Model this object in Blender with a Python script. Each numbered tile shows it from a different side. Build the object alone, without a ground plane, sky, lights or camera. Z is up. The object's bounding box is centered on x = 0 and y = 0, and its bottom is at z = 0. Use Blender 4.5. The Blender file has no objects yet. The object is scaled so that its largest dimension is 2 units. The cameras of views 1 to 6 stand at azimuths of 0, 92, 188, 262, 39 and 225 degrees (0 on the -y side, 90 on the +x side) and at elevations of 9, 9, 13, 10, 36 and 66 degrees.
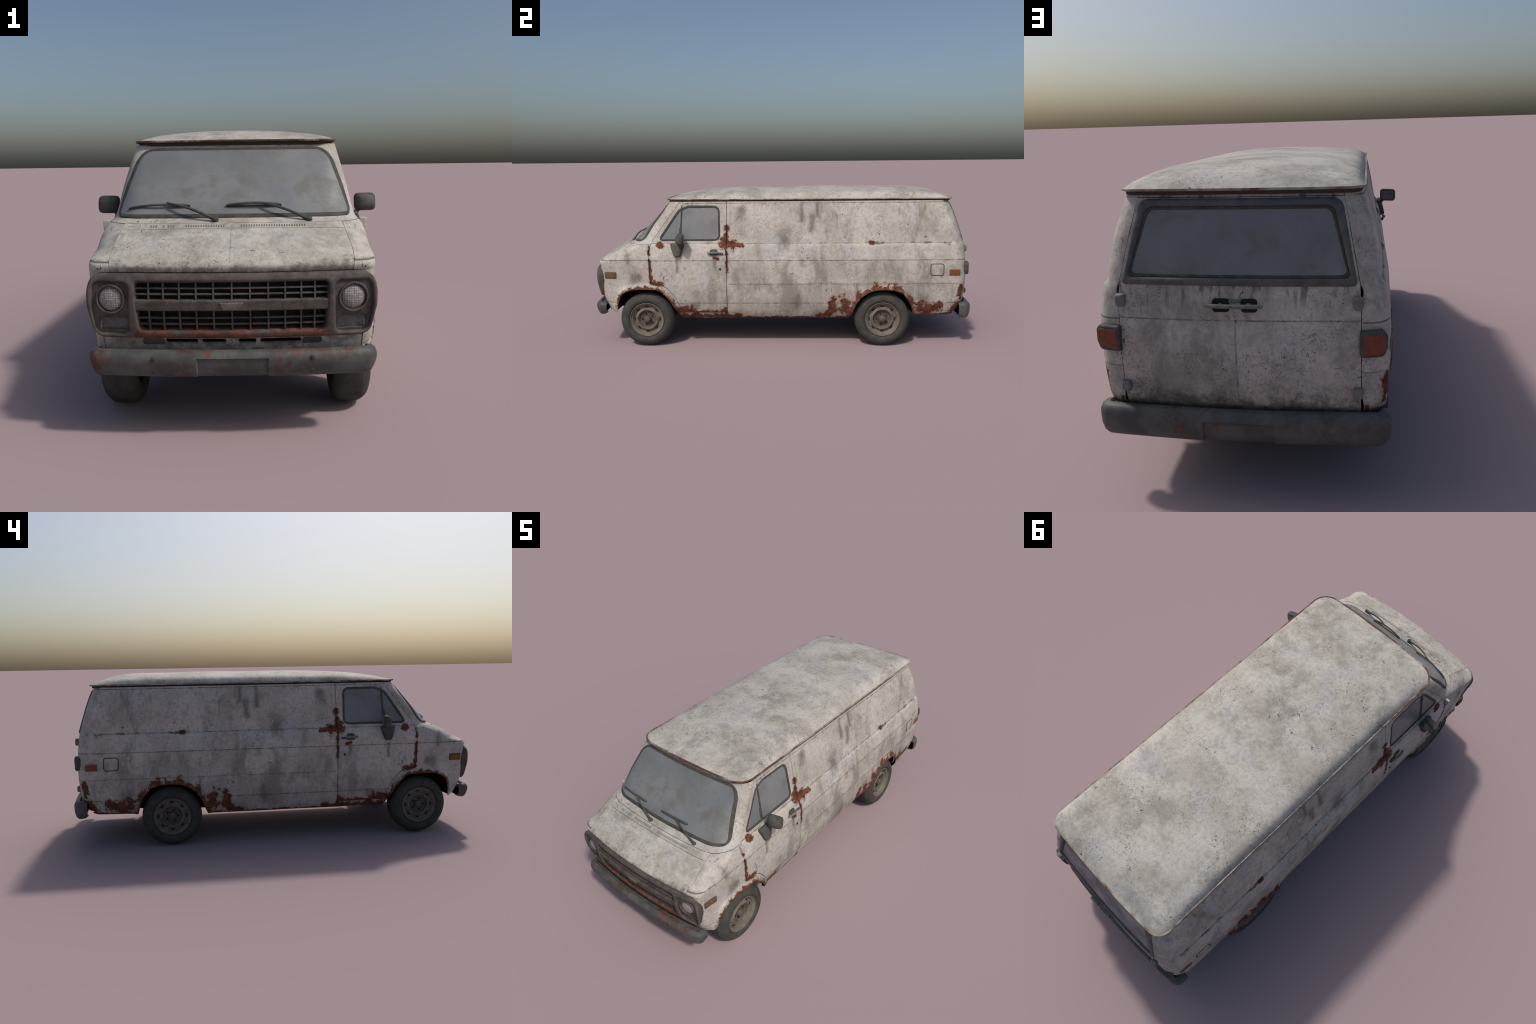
"""A weathered, rust-eaten 1970s-style cargo van.

The painted body is one analytic shell (plan-view rings whose width, nose and tail
positions follow height profiles).  Every panel is an outline drawn on that shell,
triangulated, embossed with its creases / beads / flares / dents and given thickness.
"""
import math
import random

import bpy
import numpy as np
from mathutils import Vector, noise
from mathutils.geometry import delaunay_2d_cdt

random.seed(7)
rng = np.random.default_rng(7)

# ------------------------------------------------------------------ profiles
def prof(pairs):
    """smooth-ish 1D profile through (z, value) control points (monotone cubic)."""
    z = np.array([p[0] for p in pairs], float)
    v = np.array([p[1] for p in pairs], float)
    h = np.diff(z)
    d = np.diff(v) / h
    m = np.zeros_like(v)
    m[0], m[-1] = d[0], d[-1]
    for i in range(1, len(v) - 1):
        m[i] = 0 if d[i - 1] * d[i] <= 0 else 2 * d[i - 1] * d[i] / (d[i - 1] + d[i])

    def f(q):
        q = np.clip(np.asarray(q, float), z[0], z[-1])
        i = np.clip(np.searchsorted(z, q) - 1, 0, len(h) - 1)
        t = (q - z[i]) / h[i]
        return ((1 + 2 * t) * (1 - t) ** 2 * v[i] + t * (1 - t) ** 2 * h[i] * m[i]
                + t * t * (3 - 2 * t) * v[i + 1] + t * t * (t - 1) * h[i] * m[i + 1])
    return f


HALF_WIDTH = prof([(.135, .322), (.15, .336), (.17, .350), (.195, .362), (.23, .371), (.28, .376), (.34, .378), (.42, .380), (.457, .379),
                   (.48, .376), (.50, .372), (.533, .3625), (.5395, .358), (.546, .3515), (.552, .3495), (.65, .331), (.77, .307)])
NOSE = prof([(.14, -.885), (.18, -.915), (.195, -.928), (.23, -.944), (.267, -.958), (.316, -.966), (.40, -.970), (.434, -.971),
             (.4365, -.974), (.447, -.977), (.452, -.9755), (.458, -.969), (.474, -.944), (.497, -.908), (.514, -.879),
             (.529, -.846), (.540, -.818), (.550, -.790), (.578, -.759), (.745, -.603), (.77, -.583)])
NOSE_BOW = prof([(.14, .2), (.44, .23), (.52, .23), (.55, .2), (.77, .2)])
NOSE_R = prof([(.14, .035), (.44, .03), (.457, .035), (.482, .10), (.51, .10), (.55, .098), (.65, .062), (.75, .05), (.77, .05)])
TAIL = prof([(.14, .905), (.175, .928), (.2, .946), (.228, .955), (.236, .961), (.271, .966), (.331, .971), (.391, .972),
             (.456, .967), (.48, .965), (.528, .959), (.545, .955), (.56, .951), (.604, .937), (.681, .911), (.746, .884), (.77, .874)])
TAIL_BOW, TAIL_R = .12, .048


def side_width(y, z):
    w = HALF_WIDTH(z)
    w = w - .011 * np.clip((-.64 - y) / .28, 0, 1.3) ** 1.5 * np.clip((.55 - z) / .1, 0, 1)
    full = np.sin(np.pi * np.clip((z - .50) / .265, 0, 1))        # fuller upper flanks behind the doors
    w = w + full * (.005 * np.clip((y + .35) / .3, 0, 1) + .006 * np.clip((y - .15) / .5, 0, 1)) * (1 - .65 * np.clip((y - .62) / .3, 0, 1))
    return w - .010 * np.clip((y - .45) / .45, 0, 1.2) ** 1.3 * (1 - .6 * full)


def end_y(x, z, end):
    """shell y on the nose (end=-1) or tail (end=+1) at lateral |x|, height z."""
    x = np.abs(x)
    if end < 0:
        c, b, r = NOSE(z), NOSE_BOW(z), NOSE_R(z)
    else:
        c, b, r = TAIL(z), TAIL_BOW, TAIL_R + 0 * z
    w = side_width(c + 0 * z, z)
    t = np.clip(x - (w - r), 0, r)
    return c - end * (b * x * x + r - np.sqrt(np.maximum(r * r - t * t, 0)))


def corner_hand(z, end):
    """the 45-degree point of the rounded corner: (|x|, y)."""
    c = NOSE(z) if end < 0 else TAIL(z)
    r = NOSE_R(z) if end < 0 else TAIL_R + 0 * z
    xh = side_width(c, z) - .293 * r
    return xh, end_y(xh, z, end)


def shell(s, z):
    """body shell, +x half.  s = y along the side, and runs on round both corners."""
    s, z = np.asarray(s, float), np.asarray(z, float)
    xf, yf = corner_hand(z, -1)
    xr, yr = corner_hand(z, 1)
    x = side_width(s, z)
    y = s.copy()
    for end, xh, yh in ((-1, xf, yf), (1, xr, yr)):
        c = NOSE(z) if end < 0 else TAIL(z)
        wc = side_width(c, z)
        past = (s - yh) * end > 0
        edge = end_y(wc, z, end)
        zone = ((s - edge) * end > 0) & ~past
        lo, hi = xh.copy(), wc.copy()
        for _ in range(40):                      # invert the corner arc: x where end_y(x) == s
            mid = (lo + hi) / 2
            far = (end_y(mid, z, end) - s) * end > 0
            lo, hi = np.where(far, mid, lo), np.where(far, hi, mid)
        side_here = side_width(s, z) - side_width(edge, z) + wc
        x = np.where(zone, lo, x)
        near = np.clip(1 - np.abs(s - edge) / .06, 0, 1)
        x = np.where(~zone & ~past, x + (wc - side_width(edge, z)) * near ** 2 * (3 - 2 * near), x)
        xe = xh - np.abs(s - yh)
        x = np.where(past, xe, x)
        y = np.where(past, end_y(xe, z, end), y)
    return np.stack([x, y, z], -1)


def nose_map(b, z):
    """whole-width chart of the nose: b = x at the front, running on back along both sides."""
    b, z = np.asarray(b, float), np.asarray(z, float)
    xh, yh = corner_hand(z, -1)
    p = shell(yh + (np.abs(b) - xh), z)
    p[:, 0] *= np.where(b < 0, -1, 1)
    return p


def tail_map(x, z):
    return np.stack([x, end_y(x, z, 1), z], -1)


def s_of_front_x(x, z):
    xh, yh = corner_hand(np.asarray(z, float), -1)
    return float(yh - (xh - x))


def s_of_rear_x(x, z):
    xh, yh = corner_hand(np.asarray(z, float), 1)
    return float(yh + (xh - x))


def b_of_side_y(y, z):
    xh, yh = corner_hand(np.asarray(z, float), -1)
    return float(xh + y - yh)


# ------------------------------------------------------------------ outlines
def round_poly(pts):
    """closed polygon from (a, b, radius) corners."""
    out = []
    n = len(pts)
    for i in range(n):
        p0, p1, p2 = (np.array(pts[(i + k) % n][:2], float) for k in (-1, 0, 1))
        r = pts[i][2] if len(pts[i]) > 2 else 0
        if r <= 0:
            out.append(p1)
            continue
        u, v = p0 - p1, p2 - p1
        lu, lv = np.linalg.norm(u), np.linalg.norm(v)
        u, v = u / lu, v / lv
        half = math.acos(max(-1, min(1, float(u @ v)))) / 2
        cut = min(r / math.tan(half), lu * .49, lv * .49)
        a, c = p1 + u * cut, p1 + v * cut
        for k in range(9):
            t = k / 8
            out.append((1 - t) ** 2 * a + 2 * t * (1 - t) * (p1 * .75 + (a + c) * .125) + t * t * c)
    return np.array(out)


def densify(poly, sa, sb):
    out = []
    for p, q in zip(poly, np.roll(poly, -1, 0)):
        n = max(1, int(math.ceil(math.hypot((q[0] - p[0]) / sa, (q[1] - p[1]) / sb))))
        out += [p + (q - p) * k / n for k in range(n)]
    return np.array(out)


def inset(poly, d, sb=1.0):
    """shrink a closed polygon by d (b axis counted in units of sb)."""
    p = np.array(poly, float) / [1, sb]
    area = np.sum(p[:, 0] * np.roll(p[:, 1], -1) - np.roll(p[:, 0], -1) * p[:, 1])
    e = np.roll(p, -1, 0) - p
    e /= np.maximum(np.linalg.norm(e, axis=1, keepdims=True), 1e-12)
    nrm = np.stack([-e[:, 1], e[:, 0]], 1) * (1 if area > 0 else -1)
    m = nrm + np.roll(nrm, 1, 0)
    m /= np.maximum(np.sum(m * nrm, 1, keepdims=True), .35)
    return (p + m * d) * [1, sb]


def inside(pts, poly):
    c = np.zeros(len(pts), bool)
    x, y = pts[:, 0], pts[:, 1]
    for p, q in zip(poly, np.roll(poly, -1, 0)):
        if p[1] == q[1]:
            continue
        hit = ((p[1] > y) != (q[1] > y)) & (x < (q[0] - p[0]) * (y - p[1]) / (q[1] - p[1]) + p[0])
        c ^= hit
    return c


def dist_loops(pts, loops):
    d = np.full(len(pts), 9e9)
    for poly in loops:
        for p, q in zip(poly, np.roll(poly, -1, 0)):
            e = q - p
            l2 = max(float(e @ e), 1e-16)
            t = np.clip(((pts - p) @ e) / l2, 0, 1)
            d = np.minimum(d, np.hypot(*(pts - p - t[:, None] * e).T))
    return d


# ------------------------------------------------------------------ mesh building
ROOT = bpy.data.objects.new("cargo_van", None)
bpy.context.collection.objects.link(ROOT)
ROOT["label"] = "weathered rusty white cargo van with grey windows"
ROOT["category"] = "van"


def add_object(name, me, mat, parent=None):
    ob = bpy.data.objects.new(name, me)
    bpy.context.collection.objects.link(ob)
    ob.parent = parent or ROOT
    if mat is not None and not me.materials:
        me.materials.append(mat)
    return ob


def mesh_from(name, verts, faces, mat, parent=None, angle=38):
    me = bpy.data.meshes.new(name)
    me.from_pydata([tuple(map(float, v)) for v in verts], [], [tuple(map(int, f)) for f in faces])
    me.update()
    me.shade_smooth()
    me.set_sharp_from_angle(angle=math.radians(angle))
    return add_object(name, me, mat, parent)


def mirrored(ob, parent=None):
    """a second object with its own x-mirrored mesh."""
    me = ob.data.copy()
    co = np.empty(len(me.vertices) * 3)
    me.vertices.foreach_get("co", co)
    co[0::3] *= -1
    me.vertices.foreach_set("co", co)
    me.flip_normals()
    me.update()
    other = bpy.data.objects.new(ob.name.split(".")[0], me)
    bpy.context.collection.objects.link(other)
    other.parent = parent or ROOT
    for c in ob.children:
        mirrored(c, other)
    return other


def vertex_normals(V, T):
    n = np.cross(V[T[:, 1]] - V[T[:, 0]], V[T[:, 2]] - V[T[:, 0]])
    out = np.zeros_like(V)
    for k in range(3):
        np.add.at(out, T[:, k], n)
    return out / np.maximum(np.linalg.norm(out, axis=1, keepdims=True), 1e-12)


def panel(name, loops, mapf, mat, step=(.011, .011), rows=(), thick=.006, relief=None,
          fillet=0.0, lift=0.0, out=None, parent=None, angle=38):
    """outline(s) on a chart -> triangulated, embossed sheet with thickness."""
    sa, sb = step
    scale = np.array([sa, sb])
    raw = [densify(np.array(l, float), sa, sb) / scale for l in loops]
    ring_pts = []
    if fillet:
        for k in (.18, .45, .8, 1.15):
            for i, l in enumerate(raw):
                li = inset(l * scale, fillet * k * (1 if i == 0 else -1)) / scale
                ring_pts.append(li)
    lo, hi = raw[0].min(0), raw[0].max(0)
    gx, gy = np.meshgrid(np.arange(lo[0] + .5, hi[0], 1.0), np.arange(lo[1] + .5, hi[1], .866))
    gx[1::2] += .5
    grid = np.stack([gx.ravel(), gy.ravel()], 1)
    for r in rows:
        if lo[1] < r / sb < hi[1]:
            xs = np.arange(lo[0] + .5, hi[0], 1.0)
            grid = grid[np.abs(grid[:, 1] - r / sb) > .28]
            grid = np.vstack([grid, np.stack([xs, np.full_like(xs, r / sb)], 1)])
    def inside_all(p):
        ok = inside(p, raw[0])
        for h in raw[1:]:
            ok &= ~inside(p, h)
        return ok
    grid = grid[inside_all(grid)]
    grid = grid[dist_loops(grid, raw) > (.45 if not fillet else max(.45, 1.4 * fillet / min(sa, sb)))]
    pts, edges = [], []
    for l in raw:
        n0, n = len(pts), len(l)
        pts += list(l)
        edges += [(n0 + k, n0 + (k + 1) % n) for k in range(n)]
    for l in ring_pts:
        l = l[inside_all(l)]
        pts += list(l)
    pts += list(grid)
    V2, _, T, *_ = delaunay_2d_cdt([Vector(map(float, p)) for p in pts], edges, [], 0, 1e-6, False)
    V2 = np.array([tuple(v) for v in V2])
    T = np.array([t for t in T if len(t) == 3])
    cen = V2[T].mean(1)
    T = T[inside_all(cen)]
    used = np.unique(T)
    remap = np.full(len(V2), -1)
    remap[used] = np.arange(len(used))
    V2, T = V2[used], remap[T]
    ab = V2 * scale
    V = mapf(ab[:, 0], ab[:, 1])
    N = vertex_normals(V, T)
    want = V - np.array([0, 0, .4]) if out is None else np.broadcast_to(np.array(out, float), V.shape)
    if np.sum(N * want) < 0:
        T = T[:, ::-1]
        N = -N
    h = np.full(len(V), float(lift))
    if relief is not None:
        h += relief(V, N)
    if fillet:
        d = dist_loops(ab, [l * scale for l in raw])
        t = np.clip(1 - d / fillet, 0, 1)
        h -= fillet * (1 - np.sqrt(np.maximum(1 - t * t, 0)))
    V = V + N * h[:, None]
    if thick:
        edge_count = {}
        for a, b, c in T:
            for e in ((a, b), (b, c), (c, a)):
                k = (min(e), max(e))
                edge_count[k] = None if k in edge_count else e
        n = len(V)
        back = V - N * thick
        walls = []
        for e in edge_count.values():
            if e is not None:
                a, b = e
                walls.append((b, a, a + n, b + n))
        V = np.vstack([V, back])
        F = [tuple(t) for t in T] + [tuple(t[::-1] + n) for t in T] + walls
    else:
        F = [tuple(t) for t in T]
    return mesh_from(name, V, F, mat, parent, angle)


def grid_mesh(P, closed_u=False, closed_v=False, cap=False):
    """vertices (nu, nv, 3) -> verts, quads."""
    nu, nv = P.shape[:2]
    V = P.reshape(-1, 3)
    F = []
    for i in range(nu if closed_u else nu - 1):
        for j in range(nv if closed_v else nv - 1):
            a, b = i * nv + j, ((i + 1) % nu) * nv + j
            c, d = ((i + 1) % nu) * nv + (j + 1) % nv, i * nv + (j + 1) % nv
            F.append((a, b, c, d))
    if cap:
        F.append(tuple(range(nv))[::-1])
        F.append(tuple((nu - 1) * nv + j for j in range(nv)))
    return V, F


def fix_outward(ob):
    import bmesh
    bm = bmesh.new()
    bm.from_mesh(ob.data)
    bmesh.ops.recalc_face_normals(bm, faces=bm.faces)
    bm.to_mesh(ob.data)
    bm.free()
    return ob


def tube(name, path, radius, mat, parent=None, sides=10, flat=1.0, up=(0, 0, 1)):
    path = np.array(path, float)
    rad = np.broadcast_to(np.asarray(radius, float), (len(path),))
    t = np.gradient(path, axis=0)
    t /= np.linalg.norm(t, axis=1, keepdims=True)
    a = np.cross(t, np.array(up, float))
    a /= np.maximum(np.linalg.norm(a, axis=1, keepdims=True), 1e-9)
    b = np.cross(a, t)
    ang = np.arange(sides) * 2 * math.pi / sides
    P = path[:, None] + rad[:, None, None] * (np.cos(ang)[None, :, None] * a[:, None] + flat * np.sin(ang)[None, :, None] * b[:, None])
    V, F = grid_mesh(P, closed_v=True, cap=True)
    return fix_outward(mesh_from(name, V, F, mat, parent, 50))


def lathe(name, profile, centre, axis_sign, mat, parent=None, seg=72, angle=35, closed=False):
    """profile of (radius, x offset) turned round the x axis."""
    th = np.arange(seg) * 2 * math.pi / seg
    P = np.array([[(centre[0] + axis_sign * o, centre[1] + r * math.cos(a), centre[2] + r * math.sin(a)) for a in th] for r, o in profile])
    V, F = grid_mesh(P, closed_u=closed, closed_v=True)
    return fix_outward(mesh_from(name, V, F, mat, parent, angle))


def rounded_box(name, size, radius, mat, parent=None, shape=None, n=5):
    """box with rounded edges; shape(V) may bend the vertices (local coords) into place."""
    hx, hy, hz = (s / 2 for s in size)
    r = min(radius, hx, hy, hz)
    import bmesh
    bm = bmesh.new()
    bmesh.ops.create_cube(bm, size=2)
    bmesh.ops.subdivide_edges(bm, edges=bm.edges[:], cuts=2 * n + 1, use_grid_fill=True)
    V = np.array([v.co[:] for v in bm.verts])
    core = np.array([hx - r, hy - r, hz - r])
    H = np.array([hx, hy, hz])
    k = 2 * n + 2
    idx = np.round((V + 1) / 2 * k).astype(int)
    ang = np.sin(np.linspace(-1, 1, k + 1) * math.pi / 2)
    unit = ang[idx]                                    # clustered towards the edges
    mid = np.abs(unit) < .999
    P = np.clip(unit * H, -H, H)
    inner = np.clip(P, -core, core)
    d = P - inner
    L = np.linalg.norm(d, axis=1, keepdims=True)
    P = inner + np.where(L > 1e-9, d / np.maximum(L, 1e-9) * np.minimum(L, r), 0)
    if shape is not None:
        P = shape(P)
    for v, p in zip(bm.verts, P):
        v.co = p
    me = bpy.data.meshes.new(name)
    bm.to_mesh(me)
    bm.free()
    me.shade_smooth()
    me.set_sharp_from_angle(angle=math.radians(50))
    return add_object(name, me, mat, parent)


# ------------------------------------------------------------------ materials
class Graph:
    def __init__(self, name):
        self.mat = bpy.data.materials.new(name)
        self.mat.use_nodes = True
        self.t = self.mat.node_tree
        self.t.nodes.clear()
        self.out = self.t.nodes.new("ShaderNodeOutputMaterial")
        tc = self.t.nodes.new("ShaderNodeTexCoord")
        self.obj = tc.outputs["Object"]

    def link(self, a, sock):
        if isinstance(a, (int, float)):
            sock.default_value = a
        elif isinstance(a, (tuple, list)):
            sock.default_value = (*a, 1.0) if sock.type == "RGBA" and len(a) == 3 else a
        else:
            self.t.links.new(a, sock)

    def math(self, op, a, b=None, c=None, clamp=False):
        n = self.t.nodes.new("ShaderNodeMath")
        n.operation = op
        n.use_clamp = clamp
        for i, v in enumerate((a, b, c)):
            if v is not None:
                self.link(v, n.inputs[i])
        return n.outputs[0]

    def vec(self, op, a, b=None, scale=None):
        n = self.t.nodes.new("ShaderNodeVectorMath")
        n.operation = op
        self.link(a, n.inputs[0])
        if b is not None:
            self.link(b, n.inputs[1])
        if scale is not None:
            self.link(scale, n.inputs[3])
        return n.outputs["Value"] if op in ("LENGTH", "DOT_PRODUCT", "DISTANCE") else n.outputs[0]

    def sep(self, v):
        n = self.t.nodes.new("ShaderNodeSeparateXYZ")
        self.link(v, n.inputs[0])
        return n.outputs

    def comb(self, x, y, z):
        n = self.t.nodes.new("ShaderNodeCombineXYZ")
        for s, v in zip(n.inputs, (x, y, z)):
            self.link(v, s)
        return n.outputs[0]

    def noise(self, v, scale, detail=5, rough=.6, distortion=0.0):
        n = self.t.nodes.new("ShaderNodeTexNoise")
        self.link(v, n.inputs["Vector"])
        n.inputs["Scale"].default_value = scale
        n.inputs["Detail"].default_value = detail
        n.inputs["Roughness"].default_value = rough
        n.inputs["Distortion"].default_value = distortion
        return n.outputs["Fac"]

    def voronoi(self, v, scale, feature="F1"):
        n = self.t.nodes.new("ShaderNodeTexVoronoi")
        n.feature = feature
        self.link(v, n.inputs["Vector"])
        n.inputs["Scale"].default_value = scale
        return n.outputs["Distance"]

    def band(self, v, lo, hi, a=0.0, b=1.0):
        n = self.t.nodes.new("ShaderNodeMapRange")
        n.interpolation_type = "SMOOTHSTEP"
        self.link(v, n.inputs["Value"])
        for key, q in (("From Min", lo), ("From Max", hi), ("To Min", a), ("To Max", b)):
            self.link(q, n.inputs[key])
        return n.outputs[0]

    def mix(self, f, a, b, blend="MIX"):
        n = self.t.nodes.new("ShaderNodeMix")
        n.data_type = "RGBA"
        n.blend_type = blend
        self.link(f, n.inputs[0])
        self.link(a, n.inputs[6])
        self.link(b, n.inputs[7])
        return n.outputs[2]

    def bump(self, h, strength, dist=.01):
        n = self.t.nodes.new("ShaderNodeBump")
        n.inputs["Strength"].default_value = strength
        n.inputs["Distance"].default_value = dist
        self.link(h, n.inputs["Height"])
        return n.outputs[0]

    def finish(self, color, rough, metallic=0.0, normal=None, spec=.3):
        p = self.t.nodes.new("ShaderNodeBsdfPrincipled")
        self.link(color, p.inputs["Base Color"])
        self.link(rough, p.inputs["Roughness"])
        self.link(metallic, p.inputs["Metallic"])
        p.inputs["Specular IOR Level"].default_value = spec
        if normal is not None:
            self.link(normal, p.inputs["Normal"])
        self.t.links.new(p.outputs[0], self.out.inputs[0])
        return self.mat

    def capsules(self, p, segs):
        """max over capsules of 1 - distance / radius."""
        best = None
        for a, b, r in segs:
            a3, ba = (0.0, a[0], a[1]), (0.0, b[0] - a[0], b[1] - a[1])
            if best is not None:                 # chain the capsules so few values are alive at once
                n = self.t.nodes.new("ShaderNodeVectorMath")
                n.operation = "MULTIPLY_ADD"
                self.link(best, n.inputs[0])
                self.link((1e-7, 1e-7, 1e-7), n.inputs[1])
                self.link(a3, n.inputs[2])
                a3 = n.outputs[0]
            pa = self.vec("SUBTRACT", p, a3)
            l2 = max(ba[1] ** 2 + ba[2] ** 2, 1e-9)
            h = self.math("MULTIPLY", self.vec("DOT_PRODUCT", pa, ba), 1 / l2, clamp=True)
            d = self.vec("LENGTH", self.vec("SUBTRACT", pa, self.vec("SCALE", ba, scale=h)))
            f = self.math("MULTIPLY_ADD", d, -1.0 / r, 1.0)
            best = f if best is None else self.math("MAXIMUM", best, f)
        return best


RUST_DARK, RUST_MID, RUST_LIGHT = (.066, .028, .020), (.152, .056, .034), (.235, .104, .060)

FRONT_ARCH = [(-.519, .144), (-.547, .197), (-.573, .240), (-.599, .274), (-.628, .300), (-.655, .3065), (-.706, .308),
              (-.755, .307), (-.785, .302), (-.816, .290), (-.835, .272), (-.849, .234), (-.857, .206), (-.866, .182)]
REAR_ARCH = [(.358, .145), (.389, .226), (.414, .262), (.448, .287), (.485, .300), (.526, .304), (.585, .301),
             (.626, .286), (.656, .251), (.675, .215), (.690, .158)]


def rust_colour(g, p):
    n1 = g.noise(p, 38, 6, .7)
    n2 = g.noise(p, 160, 3, .6)
    c = g.mix(g.band(n1, .38, .62), RUST_DARK, RUST_MID)
    return g.mix(g.band(n2, .58, .75, 0, .7), c, RUST_LIGHT)


PAINT_A, PAINT_B, PAINT_C, GRIME = (.415, .385, .342), (.53, .498, .455), (.455, .445, .455), (.215, .205, .175)

RUST_FRONT = [(FRONT_ARCH[i], FRONT_ARCH[i + 2], .026 if i < 6 else .020) for i in range(0, 12, 2)]
RUST_FRONT += [((-.279, .545), (-.272, .543), .042), ((-.277, .545), (-.277, .625), .020), ((-.277, .52), (-.277, .40), .012), ((-.628, .538), (-.618, .532), .019),
               ((-.683, .53), (-.680, .49), .011), ((-.678, .46), (-.672, .345), .012), ((-.672, .342), (-.620, .334), .020),
               ((-.52, .195), (-.46, .185), .040), ((-.45, .176), (-.29, .176), .024), ((-.30, .19), (-.285, .20), .026), ((-.51, .150), (-.27, .152), .026), ((-.34, .472), (-.325, .468), .016)]
RUST_REAR = [(REAR_ARCH[i], REAR_ARCH[i + 2], (.040, .040, .046, .042, .044)[i // 2]) for i in range(0, 10, 2)]
RUST_REAR += [((-.277, .548), (-.262, .540), .043), ((-.277, .545), (-.277, .625), .018), ((-.277, .50), (-.277, .40), .012), ((-.25, .540), (-.198, .533), .015), ((-.28, .160), (-.22, .155), .026),
              ((-.27, .144), (.35, .144), .013), ((-.51, .150), (-.28, .152), .028), ((.345, .19), (.325, .235), .050), ((.20, .158), (.26, .165), .034), ((.268, .18), (.272, .245), .030),
              ((.73, .195), (.80, .207), .054), ((.70, .160), (.92, .166), .012), ((.905, .20), (.93, .215), .044), ((.925, .25), (.93, .31), .020), ((.455, .546), (.47, .544), .015)]
BLOTS = [((.09, .245), (.09, .225), .060), ((-.20, .71), (-.21, .68), .05), ((.02, .545), (.02, .60), .07), ((.16, .68), (.16, .62), .05),
         ((-.76, .36), (-.74, .37), .045), ((-.46, .22), (-.43, .22), .045), ((.74, .26), (.74, .22), .055), ((-.80, .50), (-.79, .45), .03),
         ((.11, .74), (.11, .66), .022), ((.19, .74), (.19, .68), .020), ((-.535, .46), (-.535, .40), .018), ((-.34, .46), (-.34, .42), .018)]


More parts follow.
